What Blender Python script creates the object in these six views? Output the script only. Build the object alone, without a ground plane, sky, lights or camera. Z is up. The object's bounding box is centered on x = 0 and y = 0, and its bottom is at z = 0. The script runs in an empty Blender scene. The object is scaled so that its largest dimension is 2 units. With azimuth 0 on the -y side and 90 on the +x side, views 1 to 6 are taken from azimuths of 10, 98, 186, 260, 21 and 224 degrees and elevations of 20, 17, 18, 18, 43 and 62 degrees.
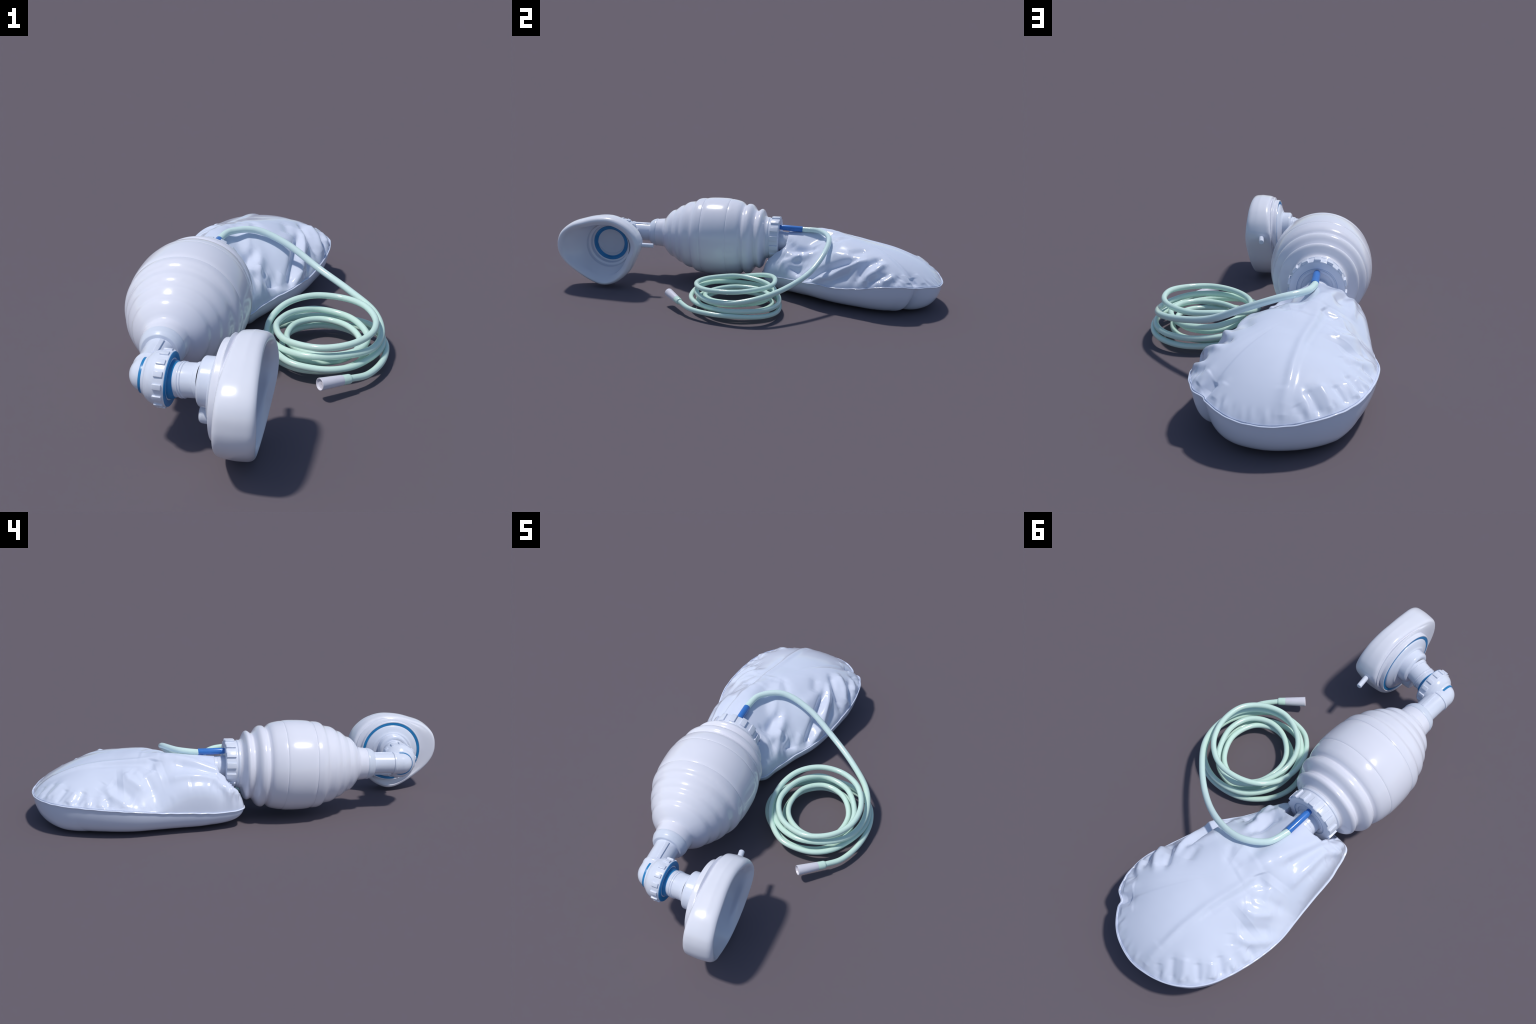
# Manual resuscitator: ribbed squeeze bag, swivel elbow valve, cushioned face mask,
# inflated reservoir bag and a coiled oxygen tube.  Units: metres, z up.
import bpy, bmesh, math
import numpy as np
from mathutils import Vector, Matrix

# ------------------------------------------------------------------ materials
def material(name, col, rough=0.2, spec=0.5, coat=0.0, var=0.03, scale=6.0, bump=0.0, sss=0.0):
    m = bpy.data.materials.new(name); m.use_nodes = True
    nt = m.node_tree; b = nt.nodes["Principled BSDF"]
    tc = nt.nodes.new("ShaderNodeTexCoord")
    nz = nt.nodes.new("ShaderNodeTexNoise"); nz.inputs["Scale"].default_value = scale; nz.inputs["Detail"].default_value = 3
    nt.links.new(tc.outputs["Object"], nz.inputs["Vector"])
    rp = nt.nodes.new("ShaderNodeValToRGB")
    rp.color_ramp.elements[0].position = 0.3; rp.color_ramp.elements[1].position = 0.7
    lo = [max(0, c * (1 - var)) for c in col]; hi = [min(1, c * (1 + var)) for c in col]
    rp.color_ramp.elements[0].color = (*lo, 1); rp.color_ramp.elements[1].color = (*hi, 1)
    nt.links.new(nz.outputs["Fac"], rp.inputs["Fac"])
    nt.links.new(rp.outputs["Color"], b.inputs["Base Color"])
    b.inputs["Roughness"].default_value = rough
    b.inputs["Specular IOR Level"].default_value = spec
    b.inputs["Coat Weight"].default_value = coat
    b.inputs["Coat Roughness"].default_value = 0.05
    if bump > 0:
        n2 = nt.nodes.new("ShaderNodeTexNoise"); n2.inputs["Scale"].default_value = 55
        nt.links.new(tc.outputs["Object"], n2.inputs["Vector"])
        bp = nt.nodes.new("ShaderNodeBump"); bp.inputs["Strength"].default_value = bump; bp.inputs["Distance"].default_value = 0.002
        nt.links.new(n2.outputs["Fac"], bp.inputs["Height"]); nt.links.new(bp.outputs["Normal"], b.inputs["Normal"])
    return m

M_BAG    = material("white_silicone", (0.80, 0.81, 0.905), 0.16, 0.5, 0, 0.015, 4)
M_FILM   = material("white_vinyl_film", (0.72, 0.775, 0.925), 0.13, 0.5, 0, 0.02, 5)
M_HARD   = material("white_hard_plastic", (0.74, 0.785, 0.90), 0.2, 0.5, 0, 0.015, 8)
M_COLLAR = material("grey_white_plastic", (0.68, 0.73, 0.84), 0.3, 0.4, 0, 0.02, 8)
M_MASK   = material("white_mask_rubber", (0.80, 0.815, 0.90), 0.2, 0.5, 0, 0.01, 5)
M_DISC   = material("pale_valve_disc", (0.62, 0.66, 0.75), 0.4, 0.4, 0, 0.02, 20)
M_BLUE   = material("blue_gasket", (0.022, 0.235, 0.52), 0.3, 0.5, 0, 0.12, 14)
M_INLET  = material("blue_connector_plastic", (0.045, 0.19, 0.58), 0.15, 0.5, 0, 0.18, 16)
M_TUBE   = material("mint_green_tube", (0.66, 0.89, 0.79), 0.14, 0.5, 0, 0.02, 6)
M_ENDCAP = material("pale_lilac_connector", (0.74, 0.73, 0.82), 0.3, 0.4, 0, 0.02, 20)

def blend_along_y(m, other, y0, y1):
    """paler, bluer colour toward the lead end of the tube, mixed in by object-space y"""
    nt = m.node_tree; b = nt.nodes["Principled BSDF"]; src = b.inputs["Base Color"].links[0].from_socket
    tc = nt.nodes.new("ShaderNodeTexCoord"); sp = nt.nodes.new("ShaderNodeSeparateXYZ"); mr = nt.nodes.new("ShaderNodeMapRange")
    nt.links.new(tc.outputs["Object"], sp.inputs[0]); nt.links.new(sp.outputs["Y"], mr.inputs["Value"])
    mr.inputs["From Min"].default_value = y0; mr.inputs["From Max"].default_value = y1
    mx = nt.nodes.new("ShaderNodeMix"); mx.data_type = 'RGBA'
    nt.links.new(mr.outputs["Result"], mx.inputs[0]); nt.links.new(src, mx.inputs[6]); mx.inputs[7].default_value = (*other, 1)
    nt.links.new(mx.outputs[2], b.inputs["Base Color"])
blend_along_y(M_TUBE, (0.70, 0.88, 0.87), .15, .36)

# ------------------------------------------------------------------ helpers
def make_obj(name, verts, faces, mat, parent=None, angle=35):
    me = bpy.data.meshes.new(name)
    me.from_pydata([tuple(map(float, v)) for v in verts], [], faces)
    me.validate(); me.update()
    me.materials.append(mat)
    me.polygons.foreach_set("use_smooth", [True] * len(me.polygons))
    if angle < 180:
        me.set_sharp_from_angle(angle=math.radians(angle))
    ob = bpy.data.objects.new(name, me); bpy.context.scene.collection.objects.link(ob)
    if parent is not None: ob.parent = parent
    return ob

def frame(d):
    d = np.array(d, float); d /= np.linalg.norm(d)
    u = np.cross(d, [0, 0, 1.0]); u /= np.linalg.norm(u)
    return d, u, np.cross(u, d)

def fillet(prof, rad, n=5):
    """round the corners of an (s, r) profile polyline"""
    P = [np.array(p, float) for p in prof]; out = [P[0]]
    for a, b, c in zip(P[:-2], P[1:-1], P[2:]):
        la, lc = np.linalg.norm(a - b), np.linalg.norm(c - b)
        if la < 1e-6 or lc < 1e-6: out.append(b); continue
        k = min(rad, la * .48, lc * .48)
        p, q = b + (a - b) / la * k, b + (c - b) / lc * k
        for t in np.linspace(0, 1, n):
            out.append((1 - t) ** 2 * p + 2 * t * (1 - t) * b + t * t * q)
    out.append(P[-1]); return out

def spline(K, n=10, closed=False):
    """Catmull-Rom through control points of any dimension"""
    K = np.array(K, float)
    P = np.vstack([K[-1:], K, K[:2]]) if closed else np.vstack([2 * K[0] - K[1], K, 2 * K[-1] - K[-2]])
    t = np.linspace(0, 1, n, endpoint=False)[:, None]; o = []
    for i in range(1, len(P) - 2):
        a, b, c, d = P[i - 1:i + 3]
        o.append(.5 * (2 * b + (c - a) * t + (2 * a - 5 * b + 4 * c - d) * t ** 2 + (3 * b - a - 3 * c + d) * t ** 3))
    if not closed: o.append(K[-1:])
    return np.vstack(o)

def grid_faces(nr, nc, wrap=True, flip=False):
    F = []
    for i in range(nr - 1):
        for j in range(nc if wrap else nc - 1):
            k = (j + 1) % nc
            f = (i * nc + j, i * nc + k, (i + 1) * nc + k, (i + 1) * nc + j)
            F.append(f[::-1] if flip else f)
    return F

def lathe(name, prof, O, d, mat, parent=None, seg=112, angle=35, cap0=False, cap1=False):
    O = np.array(O, float); d, u, w = frame(d); V = []
    a = np.linspace(0, 2 * math.pi, seg, endpoint=False)
    for s, r in prof:
        V += list(O + d * s + r * (np.cos(a)[:, None] * u + np.sin(a)[:, None] * w))
    F = grid_faces(len(prof), seg, flip=True)
    if cap0: F.append(tuple(range(seg))[::1])
    if cap1: F.append(tuple((len(prof) - 1) * seg + j for j in range(seg))[::-1])
    return make_obj(name, V, F, mat, parent, angle)

def sweep(name, path, rad, mat, parent=None, seg=20, cap=True, angle=60, squash=None):
    """tube along a path with parallel-transported frames"""
    P = np.array(path); n = len(P)
    T = np.gradient(P, axis=0); T /= np.linalg.norm(T, axis=1)[:, None]
    u = np.cross(T[0], [0, 0, 1.0]); u /= np.linalg.norm(u)
    V = []; a = np.linspace(0, 2 * math.pi, seg, endpoint=False)
    R = np.broadcast_to(rad, n)
    for i in range(n):
        u = u - T[i] * (u @ T[i]); u /= np.linalg.norm(u); w = np.cross(T[i], u)
        V += list(P[i] + R[i] * (np.cos(a)[:, None] * u + np.sin(a)[:, None] * w))
    F = grid_faces(n, seg)
    if cap: F += [tuple(range(seg))[::-1], tuple((n - 1) * seg + j for j in range(seg))]
    return make_obj(name, V, F, mat, parent, angle)

def block(name, size, bev, mat):
    """bevelled box mesh data, sitting on z=0 of its own frame"""
    bm = bmesh.new(); bmesh.ops.create_cube(bm, size=1)
    for v in bm.verts: v.co = Vector((v.co.x * size[0], v.co.y * size[1], (v.co.z + .5) * size[2]))
    bmesh.ops.bevel(bm, geom=bm.edges[:], offset=bev, segments=3, affect='EDGES', profile=.5)
    me = bpy.data.meshes.new(name); bm.to_mesh(me); bm.free(); me.materials.append(mat)
    me.polygons.foreach_set("use_smooth", [True] * len(me.polygons)); me.set_sharp_from_angle(angle=math.radians(50))
    return me

def ring_of(mesh, name, n, O, d, s, r, parent, phase=0.0):
    """copies of one mesh around an axis; mesh x = axial, y = tangential, z = radial"""
    O = np.array(O, float); d, u, w = frame(d)
    for i in range(n):
        a = phase + 2 * math.pi * i / n
        rad = math.cos(a) * u + math.sin(a) * w; tan = np.cross(rad, d)
        M = Matrix.Identity(4)
        for k in range(3):
            M[k][0], M[k][1], M[k][2], M[k][3] = d[k], tan[k], rad[k], (O + d * s + rad * r)[k]
        ob = bpy.data.objects.new(name, mesh); bpy.context.scene.collection.objects.link(ob)
        ob.parent = parent; ob.matrix_world = M

# ------------------------------------------------------------------ root
root = bpy.data.objects.new("manual_resuscitator", None)
bpy.context.scene.collection.objects.link(root)
root["label"] = "white manual resuscitator with face mask, reservoir bag and coiled green tube"
root["category"] = "medical device"

# ------------------------------------------------------------------ squeeze bag
AX0, AX1 = np.array([-.222, -.56, .231]), np.array([-.222, .109, .259])      # bag axis
BAX = AX1 - AX0; BAX = BAX / np.linalg.norm(BAX)
def on_axis(y): return AX0 + BAX * ((y - AX0[1]) / BAX[1])
bag_prof = [(-.553, 0.0722), (-.540, 0.0745), (-.524, 0.0762), (-.512, 0.0785), (-.504, 0.0860), (-.494, 0.1000),
    (-.480, 0.1155), (-.468, 0.1247), (-.458, 0.1282), (-.448, 0.1321), (-.436, 0.1420), (-.422, 0.1520), (-.412, 0.1555), (-.402, 0.1593),
    (-.388, 0.1698), (-.374, 0.1761), (-.360, 0.1787), (-.347, 0.1809), (-.337, 0.1855), (-.326, 0.1945), (-.312, 0.1995), (-.298, 0.2010),
    (-.287, 0.2010), (-.2835, 0.1994), (-.2800, 0.2012), (-.268, 0.2048), (-.245, 0.2072), (-.212, 0.2088), (-.178, 0.2090), (-.158, 0.2078),
    (-.1500, 0.2062), (-.1465, 0.2044), (-.1430, 0.2052), (-.130, 0.2042), (-.112, 0.2010), (-.095, 0.1965), (-.084, 0.1910), (-.076, 0.1835),
    (-.069, 0.1792), (-.062, 0.1820), (-.054, 0.1875), (-.044, 0.1880), (-.034, 0.1850), (-.024, 0.1760), (-.014, 0.1610), (-.006, 0.1520),
    (.002, 0.1525), (.011, 0.1575), (.020, 0.1592), (.029, 0.1520), (.036, 0.1360), (.042, 0.1210), (.048, 0.1130), (.058, 0.1085)]
bag_sag = [(-.6, 0), (-.45, -.001), (-.35, -.003), (-.2, -.006), (-.1, -.008), (-.05, -.012), (0, -.010), (.02, -.007), (.05, -.001), (.1, 0)]
sy, sz = zip(*bag_sag)
prof = spline(bag_prof, 5); V = []; SEG = 144
ang = np.linspace(0, 2 * math.pi, SEG, endpoint=False); d, u, w = frame(BAX)
for y, r in prof:
    c = on_axis(y) + np.array([0, 0, np.interp(y, sy, sz)])
    lower = .5 - .5 * np.sin(ang)
    deep = 1 + .0 * lower
    V += list(c + (r * deep)[:, None] * (np.cos(ang)[:, None] * u + np.sin(ang)[:, None] * w))
squeeze_bag = make_obj("squeeze_bag", V, grid_faces(len(prof), SEG, flip=True), M_BAG, root, 60)
L0 = on_axis(0); S = lambda y: (y - 0) / BAX[1]
def along(pts): return [(S(y), r) for y, r in pts]
lathe("neck_collar", fillet(along([(-.550, .0700), (-.5535, .0735), (-.560, .0738), (-.576, .0690), (-.589, .0605), (-.589, .040)]), .003), L0, BAX, M_COLLAR, squeeze_bag)

# ------------------------------------------------------------------ rear cap with grip teeth and inlet
rear_cap = lathe("rear_cap", fillet(along([(.048, .1075), (.056, .1100), (.064, .1100), (.066, .1060), (.072, .1060), (.074, .1085), (.117, .1085),
    (.121, .1060), (.121, .0790), (.117, .0770), (.117, .0730), (.119, .0720), (.119, .0620), (.116, .0610), (.116, .030)]), .0025), L0, BAX, M_HARD, root)
tooth = block("grip_tooth", (.043, .0245, .0105), .0011, M_HARD)
ring_of(tooth, "grip_tooth", 14, L0, BAX, S(.0975), .1050, rear_cap, math.radians(90))
lathe("seal_ring", along([(.1165, .0784), (.1200, .0784), (.1200, .0778), (.1165, .0778)]), L0, BAX, M_BLUE, rear_cap)
IN = np.array([-.222, 0, .243])
lathe("inlet_collar", fillet([(.112, .0535), (.150, .0530), (.1515, .0515), (.153, .0530), (.20, .052), (.20, .02)], .001), IN, (0, 1, 0), M_HARD, rear_cap, 80)

# ------------------------------------------------------------------ elbow and patient valve
VO = np.array([-.222, -.730, .223]); VD = np.array([1.0, -.045, -.025]); VD = VD / np.linalg.norm(VD)
ED = np.array([0, -1.0, -.035]); ED /= np.linalg.norm(ED)
E0 = on_axis(-.58)
Lel = float((VO - E0) @ ED)
dome = [(Lel - .004 + .056 * math.sin(t), .0510 * math.cos(t)) for t in np.linspace(0.02, math.pi / 2 - .02, 14)]
elbow = lathe("elbow_tube", fillet([(0, .0490), (Lel - .045, .0485), (Lel - .043, .0525), (Lel - .034, .0525), (Lel - .031, .0508)], .0015) + dome, E0, ED, M_HARD, root, 96, 40, cap1=True)
strip = block("raised_strip", (.086, .0135, .0065), .0014, M_HARD)
ring_of(strip, "raised_strip", 2, E0, ED, .058, .0468, elbow, math.radians(90 + 14))
# valve housing: a rounded drum turned on the mask axis
vp = [(.000, .0480), (.000, .0575), (.005, .0585), (.009, .0625), (.013, .0680), (.022, .0745), (.032, .0790), (.044, .0815), (.074, .0830), (.0785, .0815), (.0785, .058)]
valve_housing = lathe("valve_housing", fillet(vp, .003), VO, VD, M_HARD, root, 112)
lathe("valve_band", fillet([(-.008, .0470), (-.009, .0540), (.004, .0552), (.004, .046)], .001), VO, VD, M_BLUE, valve_housing, 96)
vt = block("grip_tooth", (.027, .0170, .0085), .0016, M_HARD)
ring_of(vt, "grip_tooth", 14, VO, VD, .058, .0790, valve_housing, math.radians(8))
lathe("blue_face_ring", fillet([(.074, .0818), (.0795, .0812), (.0795, .0630), (.0755, .0610), (.0755, .0590), (.085, .0580), (.098, .0530), (.098, .040)], .0012), VO, VD, M_BLUE, valve_housing)
MC = np.array([0.0, -.7500, .2135]); MD = np.array([1.0, -.025, -.030]); MD /= np.linalg.norm(MD)
HC = MC + np.array([0, 0, .018])                        # the hub sits a little above the mask centre
C0 = VO + VD * .078; CD = HC - MD * .05 - C0; CL = float(np.linalg.norm(CD))
connector = lathe("mask_connector", fillet([(0, .0505), (.018, .0518), (.033, .0518), (.0345, .0545), (.0385, .0545), (.040, .0518), (.0425, .0518), (.044, .0540), (.047, .0540), (.0485, .0515),
    (CL - .010, .0515), (CL - .0085, .0550), (CL + .004, .0550)], .0012), C0, CD, M_HARD, valve_housing, 96)

# ------------------------------------------------------------------ face mask
hub = [(-.0525, .050), (-.0525, .066), (-.046, .0745), (-.016, .0755), (-.006, .0765)]
plate = [(-.0135, .050), (-.0145, .0960), (-.010, .1020), (-.004, .1190), (.002, .1310), (.010, .1325), (.010, .120)]
outline = [(-.995, .225), (-.992, .257), (-.980, .290), (-.955, .320), (-.920, .345), (-.870, .366), (-.820, .383), (-.770, .392), (-.720, .394), (-.675, .385),
    (-.632, .366), (-.599, .341), (-.574, .312), (-.559, .282), (-.552, .255), (-.556, .220), (-.572, .178), (-.590, .136), (-.610, .098), (-.640, .062), (-.675, .032),
    (-.710, .013), (-.745, .004), (-.780, .006), (-.815, .018), (-.850, .036), (-.890, .062), (-.928, .092), (-.960, .125), (-.982, .160), (-.993, .195)]
o = spline(outline, 8, closed=True)
th = np.arctan2(o[:, 1] - MC[2], o[:, 0] - MC[1]); rr = np.hypot(o[:, 1] - MC[2], o[:, 0] - MC[1])
NT = 180; TH = np.linspace(-math.pi, math.pi, NT, endpoint=False)
od = np.argsort(th); RO = np.interp(TH, th[od], rr[od], period=2 * math.pi) - .008
def around(ctrl):
    """smooth periodic function of the angle through a few control values"""
    K = spline([(a, v) for a, v in [(ctrl[-1][0] - 360, ctrl[-1][1])] + ctrl + [(ctrl[0][0] + 360, ctrl[0][1]), (ctrl[1][0] + 360, ctrl[1][1])]], 10)
    return lambda d: float(np.interp(d, K[:, 0], K[:, 1]))
rim_height = around([(0, .147), (45, .141), (90, .134), (135, .141), (160, .148), (182, .151), (205, .142), (230, .130), (270, .120), (315, .132)])
shoulder = around([(0, .030), (50, .046), (90, .046), (135, .040), (180, .034), (225, .022), (270, .014), (315, .018)])
V = []; secs = []
for t, R in zip(TH, RO):
    ct, st = math.cos(t), math.sin(t)
    R += .008 * math.exp(-((abs(t) - math.pi) / .5) ** 2)        # nose end
    deg = math.degrees(t) % 360                                  # 0 = stub side, 90 = top, 180 = nose end, 270 = bottom
    xr = rim_height(deg); xb = shoulder(deg)
    k = R - .150
    sec = [(.036, .1470), (.030, .1500), (.026, .1530), (.5 * xb + .010, .155 + k * .40), (xb - .004, R - .020), (xb, R - .010), (xb + .010, R - .004), (xb + .032, R - .001),
           (.5 * (xb + xr), R + .0005), (xr - .036, R), (xr - .017, R - .002), (xr - .0055, R - .0075), (xr, R - .017), (xr - .006, R - .028), (xr - .022, R - .043),
           (.45 * xr + .026, .126 + (R - .15) * .35), (.050, .1200), (.044, .1165), (.034, .1155), (.010, .1150)]
    secs.append(spline(sec, 4))
secs = np.array(secs)                                    # NT x m x 2
m = secs.shape[1]
d_, u_, w_ = frame(MD)
for j in range(m):
    for i in range(NT):
        x, r = secs[i, j]
        # the back flange tilts with the mask axis, the rim stays in world space
        k = np.clip((r - .15) / .06, 0, 1)
        p0 = MC + MD * x + r * (math.cos(TH[i]) * np.array([0, 1, 0]) + math.sin(TH[i]) * np.array([0, 0, 1]))
        p1 = np.array([x, MC[1] + r * math.cos(TH[i]), MC[2] + r * math.sin(TH[i])])
        V.append(p0 * (1 - k) + p1 * k)
face_mask = make_obj("face_mask_cushion", V, grid_faces(m, NT, flip=False), M_MASK, root, 60)
lathe("mask_hub", fillet(hub, .004), HC, MD, M_HARD, face_mask)
lathe("hub_plate", fillet(plate, .004), MC, MD, M_HARD, face_mask)
lathe("mask_flange", fillet([(.040, .1520), (.010, .1515), (.0040, .1500), (.0040, .1450), (.012, .1440)], .002), MC, MD, M_MASK, face_mask)
lathe("blue_mask_ring", [(.0095, .1460), (.0050, .1445), (.0050, .1335), (.0095, .1300)], MC, MD, M_BLUE, face_mask)
lathe("inner_cup", fillet([(.048, .1165), (.026, .1140), (.022, .1030), (.000, .1000), (-.002, .0920), (-.006, .0840)], .002), MC, MD, M_MASK, face_mask)
lathe("blue_lens_ring", fillet([(-.0045, .0925), (.002, .0915), (.002, .0830), (-.0075, .0750), (-.0080, .0725)], .0015), MC, MD, M_BLUE, face_mask)
lathe("valve_disc", [(-.0090, .0760), (-.0088, .050), (-.0088, .002)], MC, MD, M_DISC, face_mask, cap1=True)
lathe("hub_port", fillet([(-.012, .0320), (-.049, .0305), (-.056, .0255), (-.056, .001)], .005), MC + np.array([0, .004, -.088]), MD, M_HARD, face_mask, 64)
lathe("inflation_stub", fillet([(-.02, .0115), (.058, .0115), (.0605, .0095), (.0605, .0005)], .0015), (.072, -.561, .2395), (-.13, .99, -.01), M_HARD, face_mask, 48)

# ------------------------------------------------------------------ reservoir bag
#RES_BEGIN
seam_pts = [(-.371, .050, .092), (-.394, .090, .090), (-.407, .144, .090), (-.420, .199, .094), (-.431, .306, .104), (-.444, .411, .114), (-.459, .515, .129),
    (-.458, .595, .137), (-.445, .684, .143), (-.421, .775, .148), (-.390, .847, .149), (-.341, .909, .148), (-.271, .956, .143), (-.190, .982, .134),
    (-.106, .990, .132), (-.022, .970, .137), (.034, .937, .147), (.080, .886, .154), (.093, .857, .153), (.129, .835, .163), (.145, .796, .168),
    (.156, .760, .168), (.162, .691, .164), (.158, .635, .154), (.147, .588, .141), (.127, .502, .127), (.108, .430, .120), (.087, .358, .124), (.060, .307, .115),
    (.020, .245, .109), (-.010, .185, .106), (-.040, .130, .099), (-.066, .074, .091), (-.115, .052, .088), (-.200, .047, .086), (-.300, .043, .088)]
BC = np.array([-.165, .54])
def seam_loop(n):
    s = spline(seam_pts, 30, closed=True)
    L = np.concatenate([[0], np.cumsum(np.linalg.norm(np.diff(np.vstack([s, s[:1]]), axis=0), axis=1))])
    t = np.linspace(0, L[-1], n, endpoint=False); s2 = np.vstack([s, s[:1]])
    return np.stack([np.interp(t, L, s2[:, k]) for k in range(3)], 1)
def stroke(x, y, pts, amp, wid, sharp=1.0):
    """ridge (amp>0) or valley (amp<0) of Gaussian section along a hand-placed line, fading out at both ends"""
    P = np.array(pts, float); best = np.full(x.shape, 1e9); tt = np.zeros(x.shape); tot = 0
    L = [np.linalg.norm(b - a) for a, b in zip(P[:-1], P[1:])]; T = sum(L)
    for (a, b), l in zip(zip(P[:-1], P[1:]), L):
        ab = b - a; t = np.clip(((x - a[0]) * ab[0] + (y - a[1]) * ab[1]) / (ab @ ab), 0, 1)
        dd = np.hypot(x - a[0] - t * ab[0], y - a[1] - t * ab[1]); m = dd < best
        best = np.where(m, dd, best); tt = np.where(m, (tot + t * l) / T, tt); tot += l
    return amp * np.exp(-(best / wid) ** 2) ** sharp * np.clip(np.minimum(tt, 1 - tt) * 5 + .35, 0, 1)
FOLDS = [  # (line in plan, height, half width)
    ([(-.255, .400), (-.234, .546), (-.205, .670), (-.185, .790), (-.180, .853), (-.170, .930)], .0075, .016),   # long crest
    ([(-.275, .455), (-.262, .527), (-.238, .607), (-.220, .700)], -.0055, .016),
    ([(-.190, .390), (-.160, .500), (-.130, .640)], -.002, .05),
    ([(-.310, .400), (-.345, .510), (-.345, .610)], .015, .060), ([(-.200, .400), (-.175, .500)], .007, .060),
    ([(-.080, .150), (.010, .265)], -.016, .045), ([(-.258, .436), (-.305, .462)], -.010, .026),                                                             # dent behind the sleeve
    ([(-.265, .375), (-.300, .245), (-.338, .095)], .010, .024), ([(-.360, .385), (-.366, .278), (-.356, .150)], .008, .016),
    ([(-.309, .345), (-.330, .242), (-.352, .130)], -.010, .020), ([(-.395, .300), (-.390, .200)], -.005, .02),
    ([(-.386, .195), (-.404, .140)], -.007, .016), ([(-.375, .141), (-.396, .108)], .006, .012), ([(-.375, .101), (-.392, .085)], -.006, .010),
    ([(-.322, .125), (-.338, .100), (-.330, .060)], -.012, .016), ([(-.365, .075), (-.375, .120)], .016, .022),
    ([(-.290, .545), (-.345, .480), (-.400, .450)], -0.0065, 0.0202), ([(-.300, .572), (-.340, .557), (-.385, .500)], 0.0065, 0.0157),  # left pockets
    ([(-.335, .640), (-.375, .590), (-.420, .540)], -0.0072, 0.0202), ([(-.362, .658), (-.396, .639), (-.442, .572)], 0.0072, 0.0157),
    ([(-.330, .665), (-.362, .695)], -0.0036, 0.0202), ([(-.404, .655), (-.448, .643)], -0.0058, 0.0157), ([(-.385, .680), (-.440, .690)], 0.0036, 0.0179),
    ([(-.205, .930), (-.232, .972)], -0.0043, 0.0146), ([(-.236, .880), (-.287, .945)], -0.0065, 0.0157), ([(-.317, .830), (-.365, .875)], -0.0072, 0.0146),
    ([(-.354, .754), (-.412, .792)], -0.0072, 0.0157), ([(-.271, .850), (-.325, .918)], 0.0065, 0.0179), ([(-.352, .790), (-.392, .830)], 0.0065, 0.0157),
    ([(-.315, .900), (-.348, .905)], -0.0029, 0.0112), ([(-.160, .880), (-.165, .975)], 0.0029, 0.0224), ([(-.385, .735), (-.430, .745)], 0.0043, 0.0157),
    ([(-.141, .190), (-.112, .220), (-.105, .272), (-.090, .330)], -.012, .019), ([(-.085, .160), (-.062, .242), (-.074, .320)], .013, .022),  # right of the sleeve
    ([(-.118, .300), (-.104, .235), (-.096, .190)], -.005, .015), ([(-.078, .262), (-.048, .205), (-.036, .140)], .014, .016),
    ([(.004, .270), (-.004, .224), (.002, .180)], -.009, .018), ([(-.028, .275), (-.024, .204), (-.014, .165)], .009, .014),
    ([(.015, .315), (.015, .270)], .006, .014),
    ([(.058, .285), (.052, .333), (.055, .409), (.050, .540)], -.022, .015), ([(.072, .305), (.082, .352), (.085, .430), (.070, .520), (.050, .595)], .017, .014),  # big right fold
    ([(.092, .385), (.092, .443), (.102, .531)], -.011, .018), ([(-.015, .590), (.012, .505)], -.008, .022), ([(-.010, .420), (.010, .470), (.020, .530)], .006, .022),
    ([(.036, .665), (.078, .603), (.122, .560)], -.015, .016), ([(.064, .694), (.110, .648), (.135, .590)], .014, .016), ([(.150, .596), (.143, .620)], .008, .010),
    ([(.118, .715), (.138, .660), (.152, .610)], -.011, .013), ([(.118, .740), (.155, .690)], .009, .014), ([(.105, .770), (.158, .752)], -.006, .014),
    ([(.095, .858), (.055, .832)], -.010, .018), ([(.060, .893), (.020, .850)], .004, .016), ([(.120, .820), (.080, .790)], .006, .018),
    ([(-.095, .425), (-.136, .478), (-.195, .474)], -.005, .018), ([(-.310, .440), (-.345, .500), (-.300, .530)], .004, .012),
]
def table(y, ys, vs, blur=.035):
    """smoothly blurred lookup so that no facet lines cross the film"""
    g = np.linspace(-.3, 1.4, 681); v = np.interp(g, ys, vs)
    k = np.exp(-np.linspace(-3, 3, int(6 * blur / .0025) | 1) ** 2 / 2); k /= k.sum()
    return np.interp(y, g, np.convolve(np.pad(v, len(k) // 2, mode='edge'), k, mode='valid'))
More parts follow.
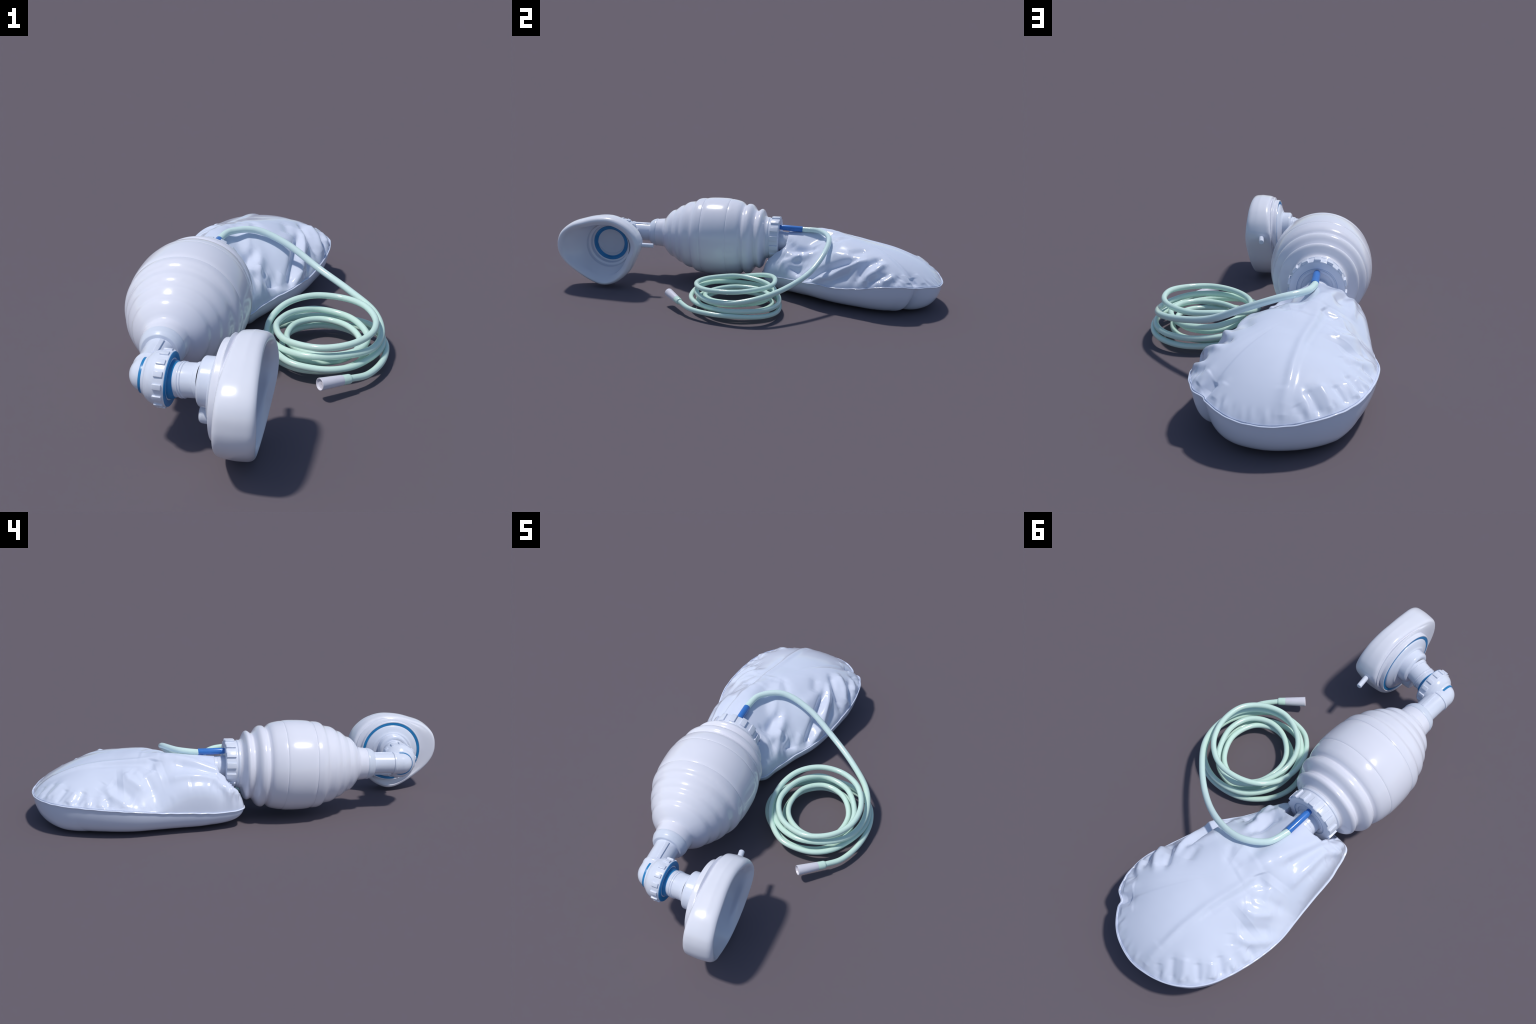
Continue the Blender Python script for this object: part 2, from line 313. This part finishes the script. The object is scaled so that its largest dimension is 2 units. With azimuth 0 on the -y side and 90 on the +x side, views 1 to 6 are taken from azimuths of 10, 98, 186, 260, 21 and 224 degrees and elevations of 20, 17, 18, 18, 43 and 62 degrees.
def film_top(x, y, r, zs):
    f = np.clip(1 - r ** 2.0, 0, 1) ** (.88 - .12 * table(y, [.2, .32, .72, .84], [0, 1, 1, 0]) * (.5 + .5 * np.tanh((x + .02) / .05)))
    crest = table(y, [.0, .08, .14, .20, .27, .35, .43, .52, .60, .70, .80, .90, 1.0], [.200, .205, .225, .260, .290, .312, .324, .316, .300, .300, .306, .322, .345])
    crest = crest + .13 * (x + .165) * table(y, [.35, .50, .70, .90], [0, 1, 1, 0])
    z = zs + (crest - zs) * f
    # sleeve: a tent of film that closes onto the inlet collar and spreads to the front corners
    xc = table(y, [.16, .27, .40, .5], [-.222, -.250, -.235, -.20])
    top = table(y, [.10, .16, .27, .38, .46], [.296, .297, .316, .325, .320])
    slope = table(y, [.15, .28, .42], [.52, .62, .95])
    dx = np.abs(x - xc); slope = slope * (1.13 + .09 * np.tanh((x - xc) / .03))
    steep = .75 + 8 * np.clip((.105 - dx) / .05, 0, 1)
    nk = top - slope * (np.sqrt(dx ** 2 + .035 ** 2) - .035) - np.clip(.165 - y, 0, 1) * steep - table(y, [.45, 1.0], [0, .44])
    nk = zs + (nk - zs) * np.clip(1 - r ** 24, 0, 1) ** .55
    k = .008
    return z + k * np.log1p(np.exp(np.clip((nk - z) / k, -40, 40)))
def film_bottom(r, s):
    p = np.interp(s[:, 1], [.1, .7, .80, .90], [5.6, 6.0, 6.5, 10.5])                 # left side and rear are full,
    q = np.interp(s[:, 1], [.1, .3, .6, .78, .88], [5.0, 4.0, 5.0, 6.5, 10.0])        # right side is slacker
    w = np.clip((s[:, 0] + .165) / .10 + .5, 0, 1)
    return s[:, 2] * (1 - np.clip(1 - r ** (p * (1 - w) + q * w), 0, 1) ** .5)
NU, NR = 720, 120
SL = seam_loop(NU)
def top_mesh():
    q = np.linspace(0, 1, NR); rad = 1 - (1 - q) ** 1.0
    rad = np.sin(rad * math.pi / 2) ** 1.0
    X = BC[0] + (SL[None, :, 0] - BC[0]) * rad[:, None]; Y = BC[1] + (SL[None, :, 1] - BC[1]) * rad[:, None]
    Rr = np.repeat(rad[:, None], NU, 1); ZS = np.repeat(SL[None, :, 2], NR, 0)
    # seam heights blend to their mean toward the middle
    ZS = ZS * Rr ** 2 + ZS.mean() * (1 - Rr ** 2)
    Z = film_top(X, Y, Rr, ZS)
    # wrinkles push the film along its own normal
    P = np.stack([X, Y, Z], -1); gu = np.roll(P, -1, 1) - np.roll(P, 1, 1); gr = np.gradient(P, axis=0)
    N = np.cross(gr, gu); N /= np.linalg.norm(N, axis=2)[..., None] + 1e-9
    N *= np.where(N[..., 2:] < 0, -1, 1)
    e = np.clip((1 - Rr) / .05, 0, 1) ** .8
    D = sum(stroke(X, Y, pts, a, wd) for pts, a, wd in FOLDS) * e
    # fine gathers along the weld
    k = np.arange(NU); rng = np.random.default_rng(5)
    g = sum(a * np.sin(2 * math.pi * f * k / NU + p) for f, a, p in zip((37, 53, 71, 97), (.5, .6, .5, .35), rng.uniform(0, 6.28, 4)))
    env = np.interp(k, np.linspace(0, NU, 37), np.append(rng.uniform(.15, 1.3, 36), .5))
    g *= np.clip((SL[:, 1] - .45) / .3, .25, 1) * env
    D += .0019 * g[None, :] * np.exp(-((Rr - .955) / .035) ** 2)
    P = P + N * D[..., None]
    P[..., 2] = np.maximum(P[..., 2], .004)
    return P[..., 0], P[..., 1], P[..., 2], Rr
#RES_END
X, Y, Z, Rr = top_mesh()
V = np.stack([X, Y, Z], -1)[1:].reshape(-1, 3)
F = grid_faces(NR - 1, NU, flip=True)
V = np.vstack([V, [[BC[0], BC[1], Z[0].mean()]]]); c = len(V) - 1
F += [(c, (j + 1) % NU, j) for j in range(NU)]
# underside: flat on the ground, pinched into two lobes at the rear corner
NB = 48; base = len(V)
rad = np.sin(np.linspace(0, 1, NB) * math.pi / 2)[1:-1] ** .7
notch = int(np.argmin(np.hypot(SL[:, 0] - .093, SL[:, 1] - .857)))
du = np.abs((np.arange(NU) - notch + NU / 2) % NU - NU / 2) / NU
pinch = np.exp(-du / .012)
VB = []
for q in rad[::-1]:
    s = q * (1 - .16 * pinch * (1 - q) ** .4)
    xy = BC + (SL[:, :2] - BC) * s[:, None]
    VB.append(np.column_stack([xy, film_bottom(q, SL) + .05 * pinch * (1 - q) ** .5 * (q > .5)]))
VB = np.array(VB).reshape(-1, 3)
top_edge = (NR - 2) * NU
for j in range(NU):
    k = (j + 1) % NU
    F.append((top_edge + j, top_edge + k, base + k, base + j)[::-1])
F += [tuple(base + i for i in f) for f in grid_faces(NB - 2, NU, flip=True)]
V = np.vstack([V, VB, [[BC[0], BC[1], 0.0]]]); c = len(V) - 1; last = base + (NB - 3) * NU
F += [(c, last + j, last + (j + 1) % NU) for j in range(NU)]
reservoir = make_obj("reservoir_bag", V, F, M_FILM, root, 70)
# welded lip
nrm = SL[:, :2] - np.roll(SL, 2, 0)[:, :2]; tan = np.roll(SL, -3, 0) - np.roll(SL, 3, 0); tan /= np.linalg.norm(tan, axis=1)[:, None]
outw = np.column_stack([-tan[:, 1], tan[:, 0], np.zeros(NU)])
if ((outw[:, :2] * (SL[:, :2] - BC)).sum(1)).mean() < 0: outw = -outw
V = []
wob = .0004 * np.sin(np.arange(NU) * 2 * math.pi * 46 / NU) + .0005 * np.sin(np.arange(NU) * 2 * math.pi * 31 / NU + 1)
for a in np.linspace(0, 2 * math.pi, 10, endpoint=False):
    V += list(SL + outw * (.0015 + .0042 * math.cos(a)) + np.array([0, 0, 1]) * (.0026 * math.sin(a) + wob)[:, None] if False else SL + outw * (.0015 + .0042 * math.cos(a)) + np.column_stack([np.zeros(NU), np.zeros(NU), .0026 * math.sin(a) + wob]))
make_obj("welded_seam", V, grid_faces(10, NU) + [(9 * NU + j, 9 * NU + (j + 1) % NU, (j + 1) % NU, j) for j in range(NU)], M_FILM, reservoir, 180)

# ------------------------------------------------------------------ oxygen tube
tube_path = [(-.2192, .228, .3202), (-.2185, .250, .320), (-.193, .332, .326), (-.099, .391, .319), (.026, .383, .272), (.159, .326, .203), (.290, .232, .158), (.392, .120, .128),
    (.429, -.008, .102), (.403, -.125, .091), (.319, -.203, .094), (.202, -.225, .089), (.100, -.180, .085), (.040, -.075, .078), (.045, .055, .074), (.125, .160, .068),
    (.256, .192, .062), (.366, .154, .064), (.426, .065, .066), (.430, -.052, .060), (.372, -.170, .055), (.305, -.232, .055), (.222, -.253, .058), (.122, -.232, .067),
    (.044, -.138, .087), (.025, -.011, .112), (.068, .095, .140), (.157, .153, .157), (.265, .158, .157), (.355, .101, .157), (.404, .000, .150), (.400, -.108, .144),
    (.341, -.187, .133), (.250, -.225, .125), (.162, -.206, .119), (.091, -.148, .114), (.056, -.052, .117), (.078, .060, .112), (.130, .132, .106), (.200, .162, .100), (.309, .125, .092),
    (.378, .000, .088), (.365, -.110, .082), (.290, -.170, .076), (.200, -.168, .070), (.122, -.110, .069), (.092, -.030, .072), (.113, .076, .074), (.196, .136, .072), (.295, .102, .070),
    (.353, -.005, .066), (.330, -.120, .055), (.240, -.175, .046), (.120, -.140, .041), (.076, -.030, .040), (.103, .090, .040), (.200, .154, .040), (.315, .120, .040),
    (.372, .000, .037), (.362, -.120, .035), (.280, -.205, .034), (.150, -.215, .035), (.030, -.120, .042), (-.004, -.010, .047), (.036, .095, .043), (.140, .175, .034),
    (.285, .194, .031), (.396, .140, .038), (.445, .031, .042), (.442, -.105, .040), (.400, -.220, .040), (.339, -.293, .052)]
tube_pts = spline(tube_path, 12)
tube_rad = np.interp(np.arange(len(tube_pts)) / 12, [0, 5, 10, 14], [.0137, .0135, .0122, .0118])   # thicker where the film sleeve grips it
tube = sweep("oxygen_tube", tube_pts, tube_rad, M_TUBE, root, 24)
e0, e1 = np.array([.345, -.287, .051]), np.array([.252, -.367, .0605]); ed = e1 - e0
ln = np.linalg.norm(ed)
lathe("connector_sleeve", fillet([(0, .0105), (0, .0150), (.006, .0168), (.036, .0176), (.036, .010)], .002), e0, ed, M_TUBE, tube, 48)
lathe("tube_connector", fillet([(.034, .0150), (.034, .0178), (ln, .0215), (ln + .001, .0190), (ln - .006, .0160), (ln - .006, .001)], .001), e0, ed, M_ENDCAP, tube, 48)
b0, b1 = np.array([-.2205, .116, .3205]), np.array([-.219, .238, .320]); bd = b1 - b0
lathe("inlet_connector", fillet([(0, .0125), (.016, .0128), (.017, .0147), (.1215, .0152), (.1225, .0130), (.1225, .008)], .0008), b0, bd, M_INLET, tube, 48)
